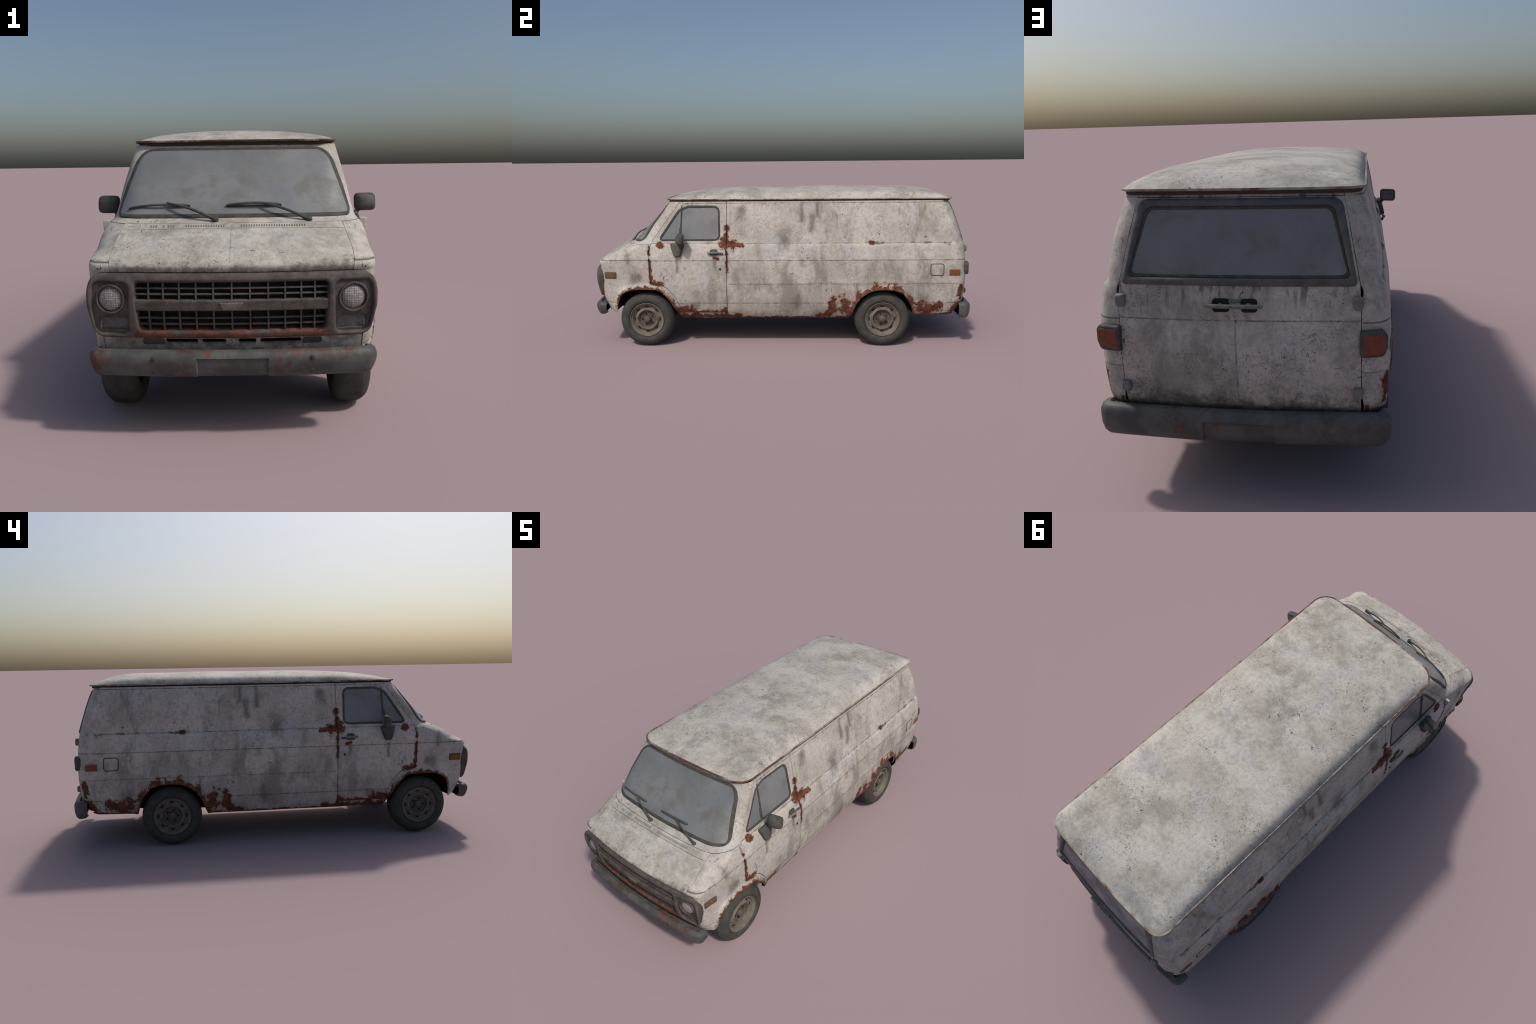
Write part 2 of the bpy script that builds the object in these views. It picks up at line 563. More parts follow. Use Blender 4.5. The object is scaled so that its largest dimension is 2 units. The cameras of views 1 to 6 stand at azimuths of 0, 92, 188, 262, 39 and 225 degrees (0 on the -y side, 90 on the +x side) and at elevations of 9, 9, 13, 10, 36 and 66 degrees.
def paint_material(kind):
    """old white paint; kind = front or rear flank, top faces, or tail."""
    g = Graph("weathered_white_paint_" + kind)
    x, y, z = g.sep(g.obj)
    ax = g.math("ABSOLUTE", x)
    p = g.comb(ax, y, z) if kind in ("front", "rear") else g.obj      # both flanks weathered alike
    flat = g.comb(0.0, y, z)
    upright = kind != "top"
    runs = g.comb(ax if kind in ("front", "rear") else x, y, g.math("MULTIPLY", z, .5)) if upright else p
    # colour drift of the old paint
    drift = g.noise(p, 6.0, 6, .62)
    col = g.mix(g.band(drift, .36, .62), PAINT_A, PAINT_B)
    cool = g.noise(g.vec("ADD", p, (3.1, 1.7, 9.2)), 8.0, 3, .5)
    col = g.mix(g.band(cool, .54, .70, 0, .6), col, PAINT_C)
    # grey-green grime clouds, drawn downwards on upright faces
    cloud = g.noise(runs, 13.0 if upright else 10.0, 10, .70 if upright else .74, .3)
    big = g.noise(g.vec("ADD", p, (5.0, 2.0, 0.7)), 4.2, 3, .5)
    cl = g.math("ADD", cloud, g.math("MULTIPLY_ADD", big, .5, -.25))
    col = g.mix(g.band(cl, .45, .70, 0, .80), col, GRIME) if upright else g.mix(g.band(cl, .44, .70, 0, .74), col, GRIME)
    # grain and speckle where dirt has gathered
    grain = g.noise(p, 60.0, 8, .78)
    where = g.noise(g.vec("ADD", p, (7.0, 0.3, 4.0)), 9.0, 5, .65)
    col = g.mix(g.band(grain, .42, .66, 0, .42), col, (.20, .185, .155))
    speck = g.math("MULTIPLY", g.band(g.noise(p, 170.0, 3, .7), .52, .66), g.band(where, .44, .64, .10, 1.0))
    col = g.mix(g.math("MULTIPLY", speck, .8), col, (.125, .11, .088))
    # chips down to dark metal
    chip = g.math("ADD", g.noise(p, 62.0, 5, .66, .8), g.math("MULTIPLY_ADD", where, .34, -.17))
    col = g.mix(g.band(chip, .660, .685, 0, .9), col, (.045, .038, .032))
    rust = None
    if kind in ("front", "rear"):
        streak = g.noise(g.comb(ax, y, g.math("MULTIPLY", z, .045)), 60.0, 3, .55)
        gate = g.math("MULTIPLY", g.band(g.noise(flat, 6.5, 2), .45, .62), g.band(z, .48, .74))
        col = g.mix(g.math("MULTIPLY", g.band(streak, .52, .70, 0, .6), gate), col, (.16, .145, .12))
        # thin dark broken lines along the pressed creases
        wob = g.math("MULTIPLY_ADD", g.noise(flat, 14, 3), .004, -.002)
        zw = g.math("ADD", z, wob)
        worn = g.noise(flat, 22, 5, .7)
        bead = g.band(y, -.268, -.262) if kind == "rear" else 0.0
        sill = 1.0 if kind == "rear" else g.band(y, -.555, -.54)
        belt = g.band(y, .88, .84) if kind == "rear" else g.band(y, -.68, -.66)
        gates = {.3335: bead, .2315: sill, .5440: belt}
        for z0, w, amt in ((.4575, .0034, .9), (.2315, .0034, .85), (.5440, .0028, .7), (.3335, .0030, .7), (.7480, .0030, .85)):
            ln = g.band(g.math("ABSOLUTE", g.math("SUBTRACT", zw, z0)), w, .0008)
            ln = g.math("MULTIPLY", ln, gates.get(z0, 1.0))
            col = g.mix(g.math("MULTIPLY", ln, g.band(worn, .36, .60, .22 * amt, amt)), col, (.085, .070, .056))
        if kind == "rear":                       # chipped belt line
            near = g.math("MULTIPLY", g.band(g.math("ABSOLUTE", g.math("SUBTRACT", zw, .5445)), .016, .0), g.band(g.noise(flat, 9, 3), .40, .60))
            ch = g.math("ADD", g.noise(p, 42, 8, .75, .6), g.math("MULTIPLY", g.math("MULTIPLY", near, g.band(y, .10, .3)), .15))
            col = g.mix(g.math("MULTIPLY", g.band(ch, .60, .64, 0, .85), near), col, (.062, .050, .040))
        lo, hi = (-9, -.20) if kind == "front" else (-.30, 9)
        bf = g.capsules(flat, [b for b in BLOTS if lo < b[0][0] < hi])
        bn = g.math("ADD", bf, g.math("MULTIPLY_ADD", g.noise(runs, 30, 7, .75), 2.2, -1.25))
        col = g.mix(g.band(bn, .0, 1.0, 0, .80), col, (.125, .115, .098))
        rf = g.capsules(flat, RUST_FRONT if kind == "front" else RUST_REAR)
        n30 = g.noise(p, 24, 10, .74, .35)
        rn = g.math("ADD", rf, g.math("MULTIPLY_ADD", n30, 4.2, -2.1))
        rust = g.math("MULTIPLY", g.band(rn, .36, .46), g.band(rf, -.12, .10))
        seep = g.math("MULTIPLY", g.band(rn, -.2, .42, 0, .5), g.band(rf, -.5, .25))
        col = g.mix(seep, col, (.235, .165, .115))
    elif kind == "tail":
        tn = g.math("ADD", g.band(z, .36, .215), g.math("MULTIPLY_ADD", g.noise(p, 20, 10, .78), 3.4, -2.0))
        col = g.mix(g.band(tn, .10, .95, 0, .85), col, (.080, .070, .058))
        tn2 = g.math("MULTIPLY", g.band(z, .47, .54), g.band(g.noise(g.comb(x, y, g.math("MULTIPLY", z, .12)), 55, 4, .6), .50, .66))
        col = g.mix(g.math("MULTIPLY", tn2, .75), col, (.070, .056, .046))
        wob = g.math("MULTIPLY_ADD", g.noise(p, 14, 3), .004, -.002)
        ln = g.band(g.math("ABSOLUTE", g.math("SUBTRACT", g.math("ADD", z, wob), .4605)), .0032, .0008)
        worn = g.noise(p, 24, 5, .7)
        col = g.mix(g.math("MULTIPLY", ln, g.band(worn, .38, .60, .15, .8)), col, (.075, .062, .050))
        seam = g.math("MULTIPLY", g.band(g.math("ABSOLUTE", g.math("ADD", g.math("SUBTRACT", x, .002), wob)), .0036, .0010), g.band(z, .50, .44))
        col = g.mix(g.math("MULTIPLY", seam, g.band(worn, .40, .62, .05, .6)), col, (.075, .060, .048))
        spill = g.math("MULTIPLY", g.band(g.math("ABSOLUTE", x), .05, .01), g.math("MULTIPLY", g.band(z, .36, .47), g.band(z, .49, .47)))
        col = g.mix(g.math("MULTIPLY", spill, g.band(g.noise(runs, 40, 6, .7), .45, .62, 0, .8)), col, (.075, .063, .050))
    else:
        lip = g.math("MULTIPLY", g.band(y, -.90, -.955), g.band(ax, .33, .30))
        ln = g.math("ADD", g.band(z, .485, .44, -.3, .45), g.math("MULTIPLY_ADD", g.noise(p, 34, 8, .78), 3.0, -1.5))
        col = g.mix(g.math("MULTIPLY", g.band(ln, .10, .75, 0, .75), lip), col, (.115, .10, .080))
    nb = g.noise(p, 220, 3, .6)
    if rust is None:
        return g.finish(col, .66, 0, g.bump(g.math("ADD", nb, g.math("MULTIPLY", cloud, 2.0)), .10, .004), .2)
    col = g.mix(rust, col, rust_colour(g, p))
    h = g.math("ADD", g.math("MULTIPLY", nb, .25), g.math("MULTIPLY", rust, g.noise(p, 90, 4, .7)))
    return g.finish(col, g.band(rust, 0, 1, .64, .92), 0, g.bump(h, .25, .004), .2)


def dirty_material(name, base, alt, dirt, rust=0.0, scale=20, rough=.6, metallic=0.0, spec=.25, bump=.25):
    g = Graph(name)
    n1 = g.noise(g.obj, scale, 6, .65)
    n2 = g.noise(g.obj, scale * 5, 4, .7)
    n3 = g.noise(g.vec("ADD", g.obj, (4.0, 8.0, 1.0)), scale * .45, 5, .65)
    col = g.mix(g.band(n1, .38, .62), base, alt)
    col = g.mix(g.band(n2, .52, .72, 0, .55), col, dirt)
    if rust:
        r = g.math("ADD", n3, g.math("MULTIPLY_ADD", n2, .35, -.175))
        col = g.mix(g.band(r, .66 - .22 * rust, .80 - .22 * rust, 0, .85), col, rust_colour(g, g.obj))
    return g.finish(col, rough, metallic, g.bump(n2, bump, .003), spec)


def rail_material():
    g = Graph("rusting_drip_rail")
    x, y, z = g.sep(g.obj)
    n1 = g.noise(g.obj, 18, 7, .7)
    n2 = g.noise(g.obj, 110, 4, .7)
    col = g.mix(g.band(n1, .36, .62), (.36, .325, .28), (.19, .155, .125))
    front = g.band(y, -.15, -.50, .0, .14)
    r = g.math("ADD", g.math("ADD", g.noise(g.obj, 9, 7, .72), g.math("MULTIPLY", n2, .12)), front)
    col = g.mix(g.band(r, .58, .72, 0, .85), col, rust_colour(g, g.obj))
    col = g.mix(g.band(z, .7640, .7634), col, (.055, .045, .038))       # shadow gap under the lip, coloured dark by height
    return g.finish(col, .8, 0, g.bump(n2, .2, .003), .2)


def glass_material():
    g = Graph("dusty_window_glass")
    x, y, z = g.sep(g.obj)
    p = g.comb(g.math("ABSOLUTE", x), y, g.math("MULTIPLY", z, .6))
    n1 = g.noise(g.obj, 6, 4, .5)
    col = g.mix(g.band(n1, .35, .65), (.150, .161, .168), (.190, .198, .200))
    n2 = g.math("ADD", g.noise(g.obj, 9, 6, .65, .3), g.math("MULTIPLY", g.noise(g.obj, 70, 3, .6), .12))
    col = g.mix(g.band(n2, .54, .74, 0, .75), col, (.125, .120, .104))
    n3 = g.noise(g.obj, 120, 3, .7)
    col = g.mix(g.band(n3, .58, .78, 0, .25), col, (.11, .11, .10))
    return g.finish(col, g.band(n2, .40, .70, .26, .62), 0, g.bump(n3, .03, .002), .5)


def grille_material():
    g = Graph("grimy_grille_plastic")
    x, y, z = g.sep(g.obj)
    n1 = g.noise(g.obj, 30, 6, .65)
    n2 = g.noise(g.obj, 140, 4, .7)
    col = g.mix(g.band(n1, .38, .62), (.064, .053, .047), (.106, .090, .082))
    col = g.mix(g.band(n2, .55, .75, 0, .5), col, (.175, .138, .115))
    zone = g.math("MULTIPLY", g.band(g.math("ABSOLUTE", x), .275, .22), g.band(z, .335, .268))
    spots = g.noise(g.vec("ADD", g.obj, (1.0, 3.0, 2.0)), 16, 6, .7)
    r = g.math("ADD", g.math("MULTIPLY_ADD", zone, .30, -.02), spots)
    col = g.mix(g.band(r, .60, .74, 0, .85), col, rust_colour(g, g.obj))
    return g.finish(col, .7, 0, g.bump(n2, .3, .003), .25)


def lens_material():
    g = Graph("fluted_headlamp_glass")
    x, y, z = g.sep(g.obj)
    wob = g.math("MULTIPLY", g.noise(g.obj, 60, 2), .002)
    fx = g.math("FRACT", g.math("MULTIPLY", g.math("ADD", x, wob), 170.0))
    fz = g.math("FRACT", g.math("MULTIPLY", g.math("ADD", z, wob), 170.0))
    lines = g.math("MAXIMUM", g.band(g.math("ABSOLUTE", g.math("SUBTRACT", fx, .5)), .33, .47), g.band(g.math("ABSOLUTE", g.math("SUBTRACT", fz, .5)), .33, .47))
    n = g.noise(g.obj, 130, 4, .7)
    col = g.mix(g.band(n, .35, .65), (.22, .20, .19), (.42, .39, .38))
    col = g.mix(g.math("MULTIPLY", lines, .8), col, (.085, .07, .062))
    return g.finish(col, .35, 0, g.bump(lines, -.4, .003), .4)


M = dict(
    paint_front=paint_material("front"),
    paint_rear=paint_material("rear"),
    paint_top=paint_material("top"),
    paint_tail=paint_material("tail"),
    glass=glass_material(),
    grille=grille_material(),
    lens=lens_material(),
    seal=dirty_material("perished_rubber_seal", (.048, .046, .042), (.075, .071, .063), (.11, .10, .085), 0, 40, .75),
    frame=dirty_material("tarnished_window_trim", (.075, .077, .08), (.115, .114, .112), (.075, .06, .05), .15, 24, .5),
    bumper=dirty_material("corroded_bumper_steel", (.070, .071, .069), (.112, .113, .108), (.075, .060, .046), .55, 13, .55, .1),
    rail=rail_material(),
    rust=dirty_material("rusted_bolt", (.062, .038, .030), (.095, .052, .038), (.06, .05, .04), .2, 60, .9),
    plastic=dirty_material("faded_black_plastic", (.055, .056, .053), (.085, .085, .079), (.11, .102, .085), 0, 30, .65),
    rubber=dirty_material("dusty_tyre_rubber", (.046, .047, .043), (.064, .062, .054), (.098, .083, .062), 0, 26, .85),
    steel=dirty_material("dirty_steel_wheel", (.128, .110, .090), (.178, .155, .127), (.080, .062, .047), .22, 34, .75),
    hub=dirty_material("dark_wheel_hub", (.085, .072, .058), (.120, .103, .084), (.05, .038, .030), .15, 60, .75),
    dark=dirty_material("underbody_black", (.012, .012, .012), (.022, .021, .02), (.035, .03, .026), 0, 12, .9),
    amber=dirty_material("grimy_amber_lens", (.135, .064, .024), (.175, .085, .032), (.09, .05, .03), 0, 50, .5),
    red=dirty_material("faded_red_lens", (.165, .048, .028), (.215, .066, .038), (.10, .045, .032), 0, 40, .5),
    hinge=dirty_material("weathered_hinge", (.14, .14, .135), (.20, .195, .185), (.10, .085, .07), .1, 60, .6),
    white_hinge=dirty_material("painted_hinge", (.42, .39, .35), (.50, .47, .43), (.16, .13, .10), .1, 60, .6),
    indicator=dirty_material("clouded_lamp_lens", (.095, .092, .095), (.135, .13, .13), (.15, .09, .055), .2, 60, .5),
)

# ------------------------------------------------------------------ relief of the sheet metal
def fbm(P, scale, seed):
    return np.array([noise.noise(Vector((p[0] * scale + seed, p[1] * scale, p[2] * scale))) for p in P])


def gauss(d, w):
    return np.exp(-(d / w) ** 2)


def seg_dist(P, a, b):
    q = P[:, 1:3]
    a, b = np.array(a), np.array(b)
    e = b - a
    t = np.clip(((q - a) @ e) / (e @ e), 0, 1)
    return np.hypot(*(q - a - t[:, None] * e).T)


def body_relief(V, N):
    z, y, x = V[:, 2], V[:, 1], np.abs(V[:, 0])
    wave = .0011 * fbm(V, 7, 1.3) + .0005 * fbm(V, 24, 5.1)
    h = wave
    on_side = np.clip((np.abs(N[:, 0]) - .6) / .25, 0, 1)
    not_nose = np.clip((y + .93) / .03, 0, 1)
    h = h - .0032 * gauss(z - .4575 - .0008 * fbm(V, 9, 2.0), .0021) * not_nose          # waist crease
    h = h - .0030 * gauss(z - .2315, .0021) * not_nose                                   # sill crease
    h = h - .0026 * gauss(z - .7485, .0018) * on_side                                    # under the drip rail
    bead = np.clip((y + .268) / .008, 0, 1) * np.clip((.922 - y) / .008, 0, 1) * on_side
    h = h + (.0044 * gauss(z - .3400, .0030) - .0026 * gauss(z - .3340, .0022)) * bead   # rubbing bead
    h = h - .0028 * gauss(z - .5435 - .0008 * fbm(V, 12, 8.0), .0019) * on_side * np.clip((.88 - y) / .05, 0, 1)          # belt line
    d = np.minimum(seg_dist(V, (-.09, .4665), (-.005, .4795)), seg_dist(V, (-.005, .4795), (.10, .464)))
    h = h - .0036 * gauss(d, .0026) * on_side                                            # creased dent
    for arch, wide, amp in ((FRONT_ARCH, .026, .013), (REAR_ARCH, .020, .014)):           # flared wheel arches
        da = np.full(len(V), 9.0)
        for a, b in zip(arch[:-1], arch[1:]):
            da = np.minimum(da, seg_dist(V, a, b))
        fl = np.clip(1 - da / (wide * 1.35), 0, 1)
        fl = fl * fl * (3 - 2 * fl)
        low = np.clip((z - .12) / .09, .3, 1)
        h = h + amp * fl * low * on_side
    return h


def front_relief(V, N):
    return .0010 * fbm(V, 8, 3.3) + .0004 * fbm(V, 26, 1.1)


def hood_relief(V, N):
    h = front_relief(V, N)
    x = V[:, 0]
    top = np.clip((V[:, 2] - .470) / .012, 0, 1)
    return h


def rear_relief(V, N):
    h = .0012 * fbm(V, 7, 9.3) + .0005 * fbm(V, 24, 4.1)
    z, x = V[:, 2], V[:, 0]
    h = h - .0022 * gauss(z - .4605 - .0012 * fbm(V, 9, 2.0), .0026)
    h = h - .0010 * gauss(x - .002, .0025) * np.clip((.475 - z) / .02, 0, 1)
    return h


ROWS = [c + d for c in (.4575, .2315, .7485, .3395, .3335, .5435, .544) for d in (-.0035, -.0015, 0, .0015, .0035)]
ROWS += [.536, .5395, .546, .549, .552]

# ------------------------------------------------------------------ flanks
def hood_seam_x(z):
    return float(np.interp(z, [.43, .45, .48, .51, .54], [.3035, .3050, .3090, .3020, .2975]))


DOOR_FRONT = [(-.672, .5405), (-.6765, .525), (-.6815, .498), (-.6815, .45), (-.677, .338)]
ARCH_BAND = [(-.629, .333), (-.590, .311), (-.561, .277), (-.539, .240), (-.507, .1765)]
PILLAR = [(-.670, .546), (-.665, .560), (-.522, .757)]
GAP = .0013

fender = [(p[0], p[1]) for p in FRONT_ARCH]
fender += [(-.885, .181)]
fender += [(s_of_front_x(.334, .181), .181)]
fender += [(s_of_front_x(.334, z), z) for z in np.linspace(.20, .432, 12)]
fender += [(s_of_front_x(hood_seam_x(z) + .0012, z), z) for z in np.linspace(.4335, .5395, 40)]
fender += [(p[0] - GAP, min(p[1], .5395)) for p in DOOR_FRONT]
fender += [(p[0] - GAP * .6, p[1] - GAP) for p in ARCH_BAND] + [(-.507, .1752), (-.507, .142)]
fen = panel("front_fender", [fender], shell, M["paint_front"], (.009, .0065), ROWS + [.436, .447, .452], relief=body_relief)

side = [(-.507, .142), (.356, .1435)] + REAR_ARCH + [(.88, .162), (.905, .168)]
side += [(s_of_rear_x(.35, .180), .180), (s_of_rear_x(.2985, .182), .182)]
side += [(s_of_rear_x(x, z), z) for x, z in [(.2985, .22), (.2985, .28), (.2985, .34), (.2985, .40), (.2985, .46), (.2985, .50), (.2965, .546), (.288, .59), (.278, .64), (.268, .69), (.2585, .740), (.2565, .757)]]
side += [(-.2795 + GAP, .757), (-.2795 + GAP, .1752), (-.507, .1752)]
sid = panel("side_panel", [side], shell, M["paint_rear"], (.011, .0085), ROWS, relief=body_relief)

win = round_poly([(-.640, .5565, .016), (-.3105, .5565, .028), (-.3140, .737, .030), (-.478, .738, .02), (-.530, .718, .035)])
door = [(-.2795 - GAP, .757), (-.2795 - GAP, .1778)] + [(p[0] + GAP * .6, p[1] + GAP) for p in ARCH_BAND[::-1]]
door += [(p[0] + GAP, p[1]) for p in DOOR_FRONT[::-1]] + [(p[0] + GAP, p[1]) for p in PILLAR]
dor = panel("front_door", [door, win], shell, M["paint_front"], (.009, .0075), ROWS, relief=body_relief)
seal_in = inset(win, .0105)
panel("window_seal", [win, seal_in], shell, M["seal"], (.004, .004), lift=.0008, thick=.006, fillet=.003, parent=dor)
panel("window_glass", [inset(win, .0085)], shell, M["glass"], (.012, .012), lift=-.0030, thick=.003, parent=dor)
bar = [(-.5085, .7345), (-.5150, .7345), (-.5235, .5590), (-.5165, .5590)]
panel("window_divider", [bar], shell, M["seal"], (.0035, .008), lift=.0016, thick=.006, fillet=.0012, parent=dor)


def on_shell(y, z, off=0.0):
    p = shell(np.array([y]), np.array([z]))[0]
    q = shell(np.array([y, y]), np.array([z - .004, z + .004]))
    r = shell(np.array([y - .004, y + .004]), np.array([z, z]))
    n = np.cross(r[1] - r[0], q[1] - q[0])
    n /= np.linalg.norm(n)
    if n[0] < 0:
        n = -n
    return p + n * off, n


# door handle: recessed cup, pull bar, push-button block
cup = round_poly([(-.366, .4835, .006), (-.321, .4835, .006), (-.323, .516, .012), (-.364, .516, .012)])
panel("handle_cup", [cup], shell, M["plastic"], (.004, .004), lift=.0012, thick=.004, fillet=.002, parent=dor,
      relief=lambda V, N: .0 - .0 * V[:, 0])
hy = np.linspace(-.377, -.318, 12)
tube("door_handle", [on_shell(y, .4965, .010 + .006 * math.sin(math.pi * k / 11))[0] for k, y in enumerate(hy)], [.0035] + [.0062] * 10 + [.005], M["hinge"], dor, 10, .75)
tube("handle_button", [on_shell(y, .4935, .006)[0] for y in np.linspace(-.322, -.296, 5)], .0055, M["plastic"], dor, 8)
pk, nk = on_shell(-.312, .414, .0)
lathe("door_lock", [(.0001, .003), (.0045, .003), (.0055, .002), (.0055, -.002)], pk, 1, M["dark"], dor, 20)
# small strike plate at the door edge
pk, nk = on_shell(-.2815, .401, .001)
rounded_box("door_catch", (.005, .008, .010), .002, M["hinge"], dor, lambda V: V + pk, 2)

# mirror: tapered foot on the door, stalk, rounded head
foot = round_poly([(-.5705, .5405, .006), (-.4945, .5405, .006), (-.5160, .4770, .012), (-.5475, .4770, .012)])
mirror = panel("wing_mirror", [foot], shell, M["plastic"], (.006, .006), lift=.020, thick=.024, fillet=.009, parent=dor)
tube("mirror_stalk", [(.372, -.526, .536), (.382, -.522, .546), (.391, -.518, .556), (.396, -.514, .566)], [.009, .007, .0065, .006], M["plastic"], mirror, 10)


def mirror_shape(V):
    x, y, z = V[:, 0], V[:, 1], V[:, 2]
    y = y - .012 * (1 - (x / .038) ** 2) * (y < 0) * (1 - (z / .03) ** 2)          # bulged shell
    y, z = y + .10 * z, z
    a = math.radians(14)
    x, y = x * math.cos(a) - y * math.sin(a), x * math.sin(a) + y * math.cos(a)
    return np.stack([x + .4085, y - .508, z + .575], 1)


rounded_box("mirror_head", (.070, .030, .056), .0145, M["plastic"], mirror, mirror_shape, 5)
gl = rounded_box("mirror_glass", (.060, .002, .044), .0009, M["glass"], mirror, lambda V: mirror_shape(V * [.9, 1, .9] + [0, .0146, 0]), 3)

# front door hinge, side markers, fuel flap
ph, nh = on_shell(-.6865, .5235, .008)
rounded_box("door_hinge", (.020, .012, .030), .003, M["white_hinge"], fen, lambda V: V + ph, 3)


def marker(name, y0, y1, z0, z1, mat, parent):
    o = round_poly([(y0, z0, .004), (y1, z0, .004), (y1, z1, .004), (y0, z1, .004)])
    m = panel(name, [o], shell, M["hinge"] if mat is M["red"] else M["plastic"], (.004, .004), lift=.0035, thick=.006, fillet=.0025, parent=parent)
    i = inset(o, .0035)
    panel("marker_lens", [i], shell, mat, (.004, .004), lift=.0052, thick=.004, fillet=.002, parent=m)


marker("side_marker", -.918, -.855, .364, .398, M["amber"], fen)
marker("side_marker", .863, .921, .375, .409, M["red"], sid)
flap = round_poly([(.768, .3745, .012), (.838, .3745, .012), (.8365, .4375, .012), (.7665, .4375, .012)])
flap_gap = panel("fuel_flap_seam", [flap, inset(flap, .0034)], shell, M["dark"], (.004, .004), lift=.0013, thick=.002, parent=sid)
panel("fuel_flap", [inset(flap, .0034)], shell, M["paint_rear"], (.008, .008), lift=.0012, thick=.003, parent=sid, relief=lambda V, N: .0006 * fbm(V, 30, 2.2))
for o in (fen, sid, dor):
    mirrored(o)

# ------------------------------------------------------------------ nose: bonnet, vent strip, windscreen
xs = np.linspace(-1, 1, 41)
hood = [(hood_seam_x(.4335) * k, .4335) for k in xs]
hood += [(hood_seam_x(z), z) for z in np.linspace(.437, .524, 30)]
hood += [(.3005 * k, .5292 - .0035 * k * k) for k in xs[::-1]]
hood += [(-hood_seam_x(z), z) for z in np.linspace(.524, .437, 30)]
hood_ob = panel("bonnet", [hood], nose_map, M["paint_top"], (.010, .0032), [.4345, .4365, .440, .447, .4495, .452, .455, .458], relief=hood_relief, out=(0, -1, 1))
vent = [(.2995 * k, .5298 - .0035 * k * k) for k in xs] + [(.2965 * k, .5402) for k in xs[::-1]]
vent_ob = panel("vent_panel", [vent], nose_map, M["paint_top"], (.008, .0018), relief=front_relief, out=(0, -1, 1))

panel("bonnet_rib", [[(-.0035, .4585), (.0035, .4585), (.0035, .5275), (-.0035, .5275)]], nose_map, M["paint_top"], (.0022, .0032), lift=.0010, thick=.002, fillet=.0009, relief=front_relief, parent=hood_ob, out=(0, -1, 1))

# rows of intake slots pressed into the vent panel (too small to pick apart)
sv, sf = [], []
for k in range(62):
    u = (k + .5) / 62
    x0 = -.222 + .418 * u
    if abs(x0) < .020:
        continue
    if x0 < -.12 and rng.random() < .45:
        continue
    zc = .5345 - .0015 * (x0 / .3) ** 2
    q = nose_map(np.array([x0 - .0013, x0 + .0013, x0 + .0013, x0 - .0013]), np.array([zc - .0021, zc - .0021, zc + .0021, zc + .0021]))
    n = np.cross(q[1] - q[0], q[3] - q[0])
    n /= np.linalg.norm(n)
    n = n if n[2] > 0 else -n
    b0 = len(sv)
    sv += list(q + n * .0014) + list(q - n * .002)
    sf += [(b0, b0 + 1, b0 + 2, b0 + 3)] + [(b0 + i, b0 + 4 + i, b0 + 4 + (i + 1) % 4, b0 + (i + 1) % 4) for i in range(4)]
slots = fix_outward(mesh_from("intake_slots", sv, sf, M["hinge"], vent_ob))
slots["kind"] = "stuff"

ws_out = round_poly([(-.341, .5515, .018), (.341, .5515, .018), (.292, .7200, .06), (.262, .7470, .045), (-.262, .7470, .045), (-.292, .7200, .06)])
frame = [(b_of_side_y(-.6735, .5408) * k, .5408) for k in np.linspace(-1, 1, 61)]
frame += [(b_of_side_y(y - GAP * .5, z), z) for y, z in [(-.671, .545)] + [(-.665 + (.143) * t, .560 + .197 * t) for t in np.linspace(0, 1, 25)]]
frame += [(-a, b) for a, b in frame[::-1] if b > .542]
pil = panel("windscreen_frame", [frame, ws_out], nose_map, M["paint_top"], (.008, .0055), [.7485], relief=front_relief)
ws_in = inset(ws_out, .0155, .72)
panel("windscreen_seal", [ws_out, ws_in], nose_map, M["seal"], (.005, .0038), lift=.0030, thick=.008, fillet=.0045, parent=pil, angle=60)
screen = panel("windscreen_glass", [inset(ws_out, .0125, .72)], nose_map, M["glass"], (.013, .010), lift=.0022, thick=.003, parent=pil)


def wiper(base, tip, end, joint):
    base, tip, end, joint = (np.array(v, float) for v in (base, tip, end, joint))
    n = np.array([0, -.72, .69])
    arm = [base + (joint - base) * t + n * .010 * math.sin(math.pi * t) for t in np.linspace(0, 1, 9)]
    w = tube("windscreen_wiper", arm, [.006, .0052, .0042, .004, .0038, .0036, .0034, .003, .0028], M["plastic"], None, 8)
    blade = [tip + (end - tip) * t + n * (.001 + .008 * math.sin(math.pi * t)) for t in np.linspace(0, 1, 15)]
    tube("wiper_bridge", blade, [.0018] + [.0034] * 13 + [.0022], M["plastic"], w, 8)
    rub = [tip + (end - tip) * t - n * .003 for t in np.linspace(0, 1, 9)]
    tube("wiper_blade", rub, .0026, M["seal"], w, 6, 1.4)
    pivot = base
    lathe("wiper_pivot", [(.0001, .009), (.007, .008), (.009, .003), (.009, -.006)], (0, 0, 0), 1, M["plastic"], w, 20)
    pv = bpy.context.collection.objects[w.children[-1].name]
    co = np.array([v.co[:] for v in pv.data.vertices])
    co = np.stack([co[:, 1], -co[:, 0] * .55 + co[:, 2] * .75, co[:, 0] * .8 + co[:, 2] * .5], 1) + pivot
    for v, c in zip(pv.data.vertices, co):
        v.co = c


def glass_pt(x, z, off):
    p = nose_map(np.array([x]), np.array([z]))[0]
    return p + np.array([0, -.70, .71]) * off


wiper((.207, -.797, .546), glass_pt(-.020, .580, .007), glass_pt(.133, .580, .007), glass_pt(.072, .582, .014))
wiper((-.048, -.806, .549), glass_pt(-.295, .573, .007), glass_pt(-.121, .580, .007), glass_pt(-.185, .583, .014))

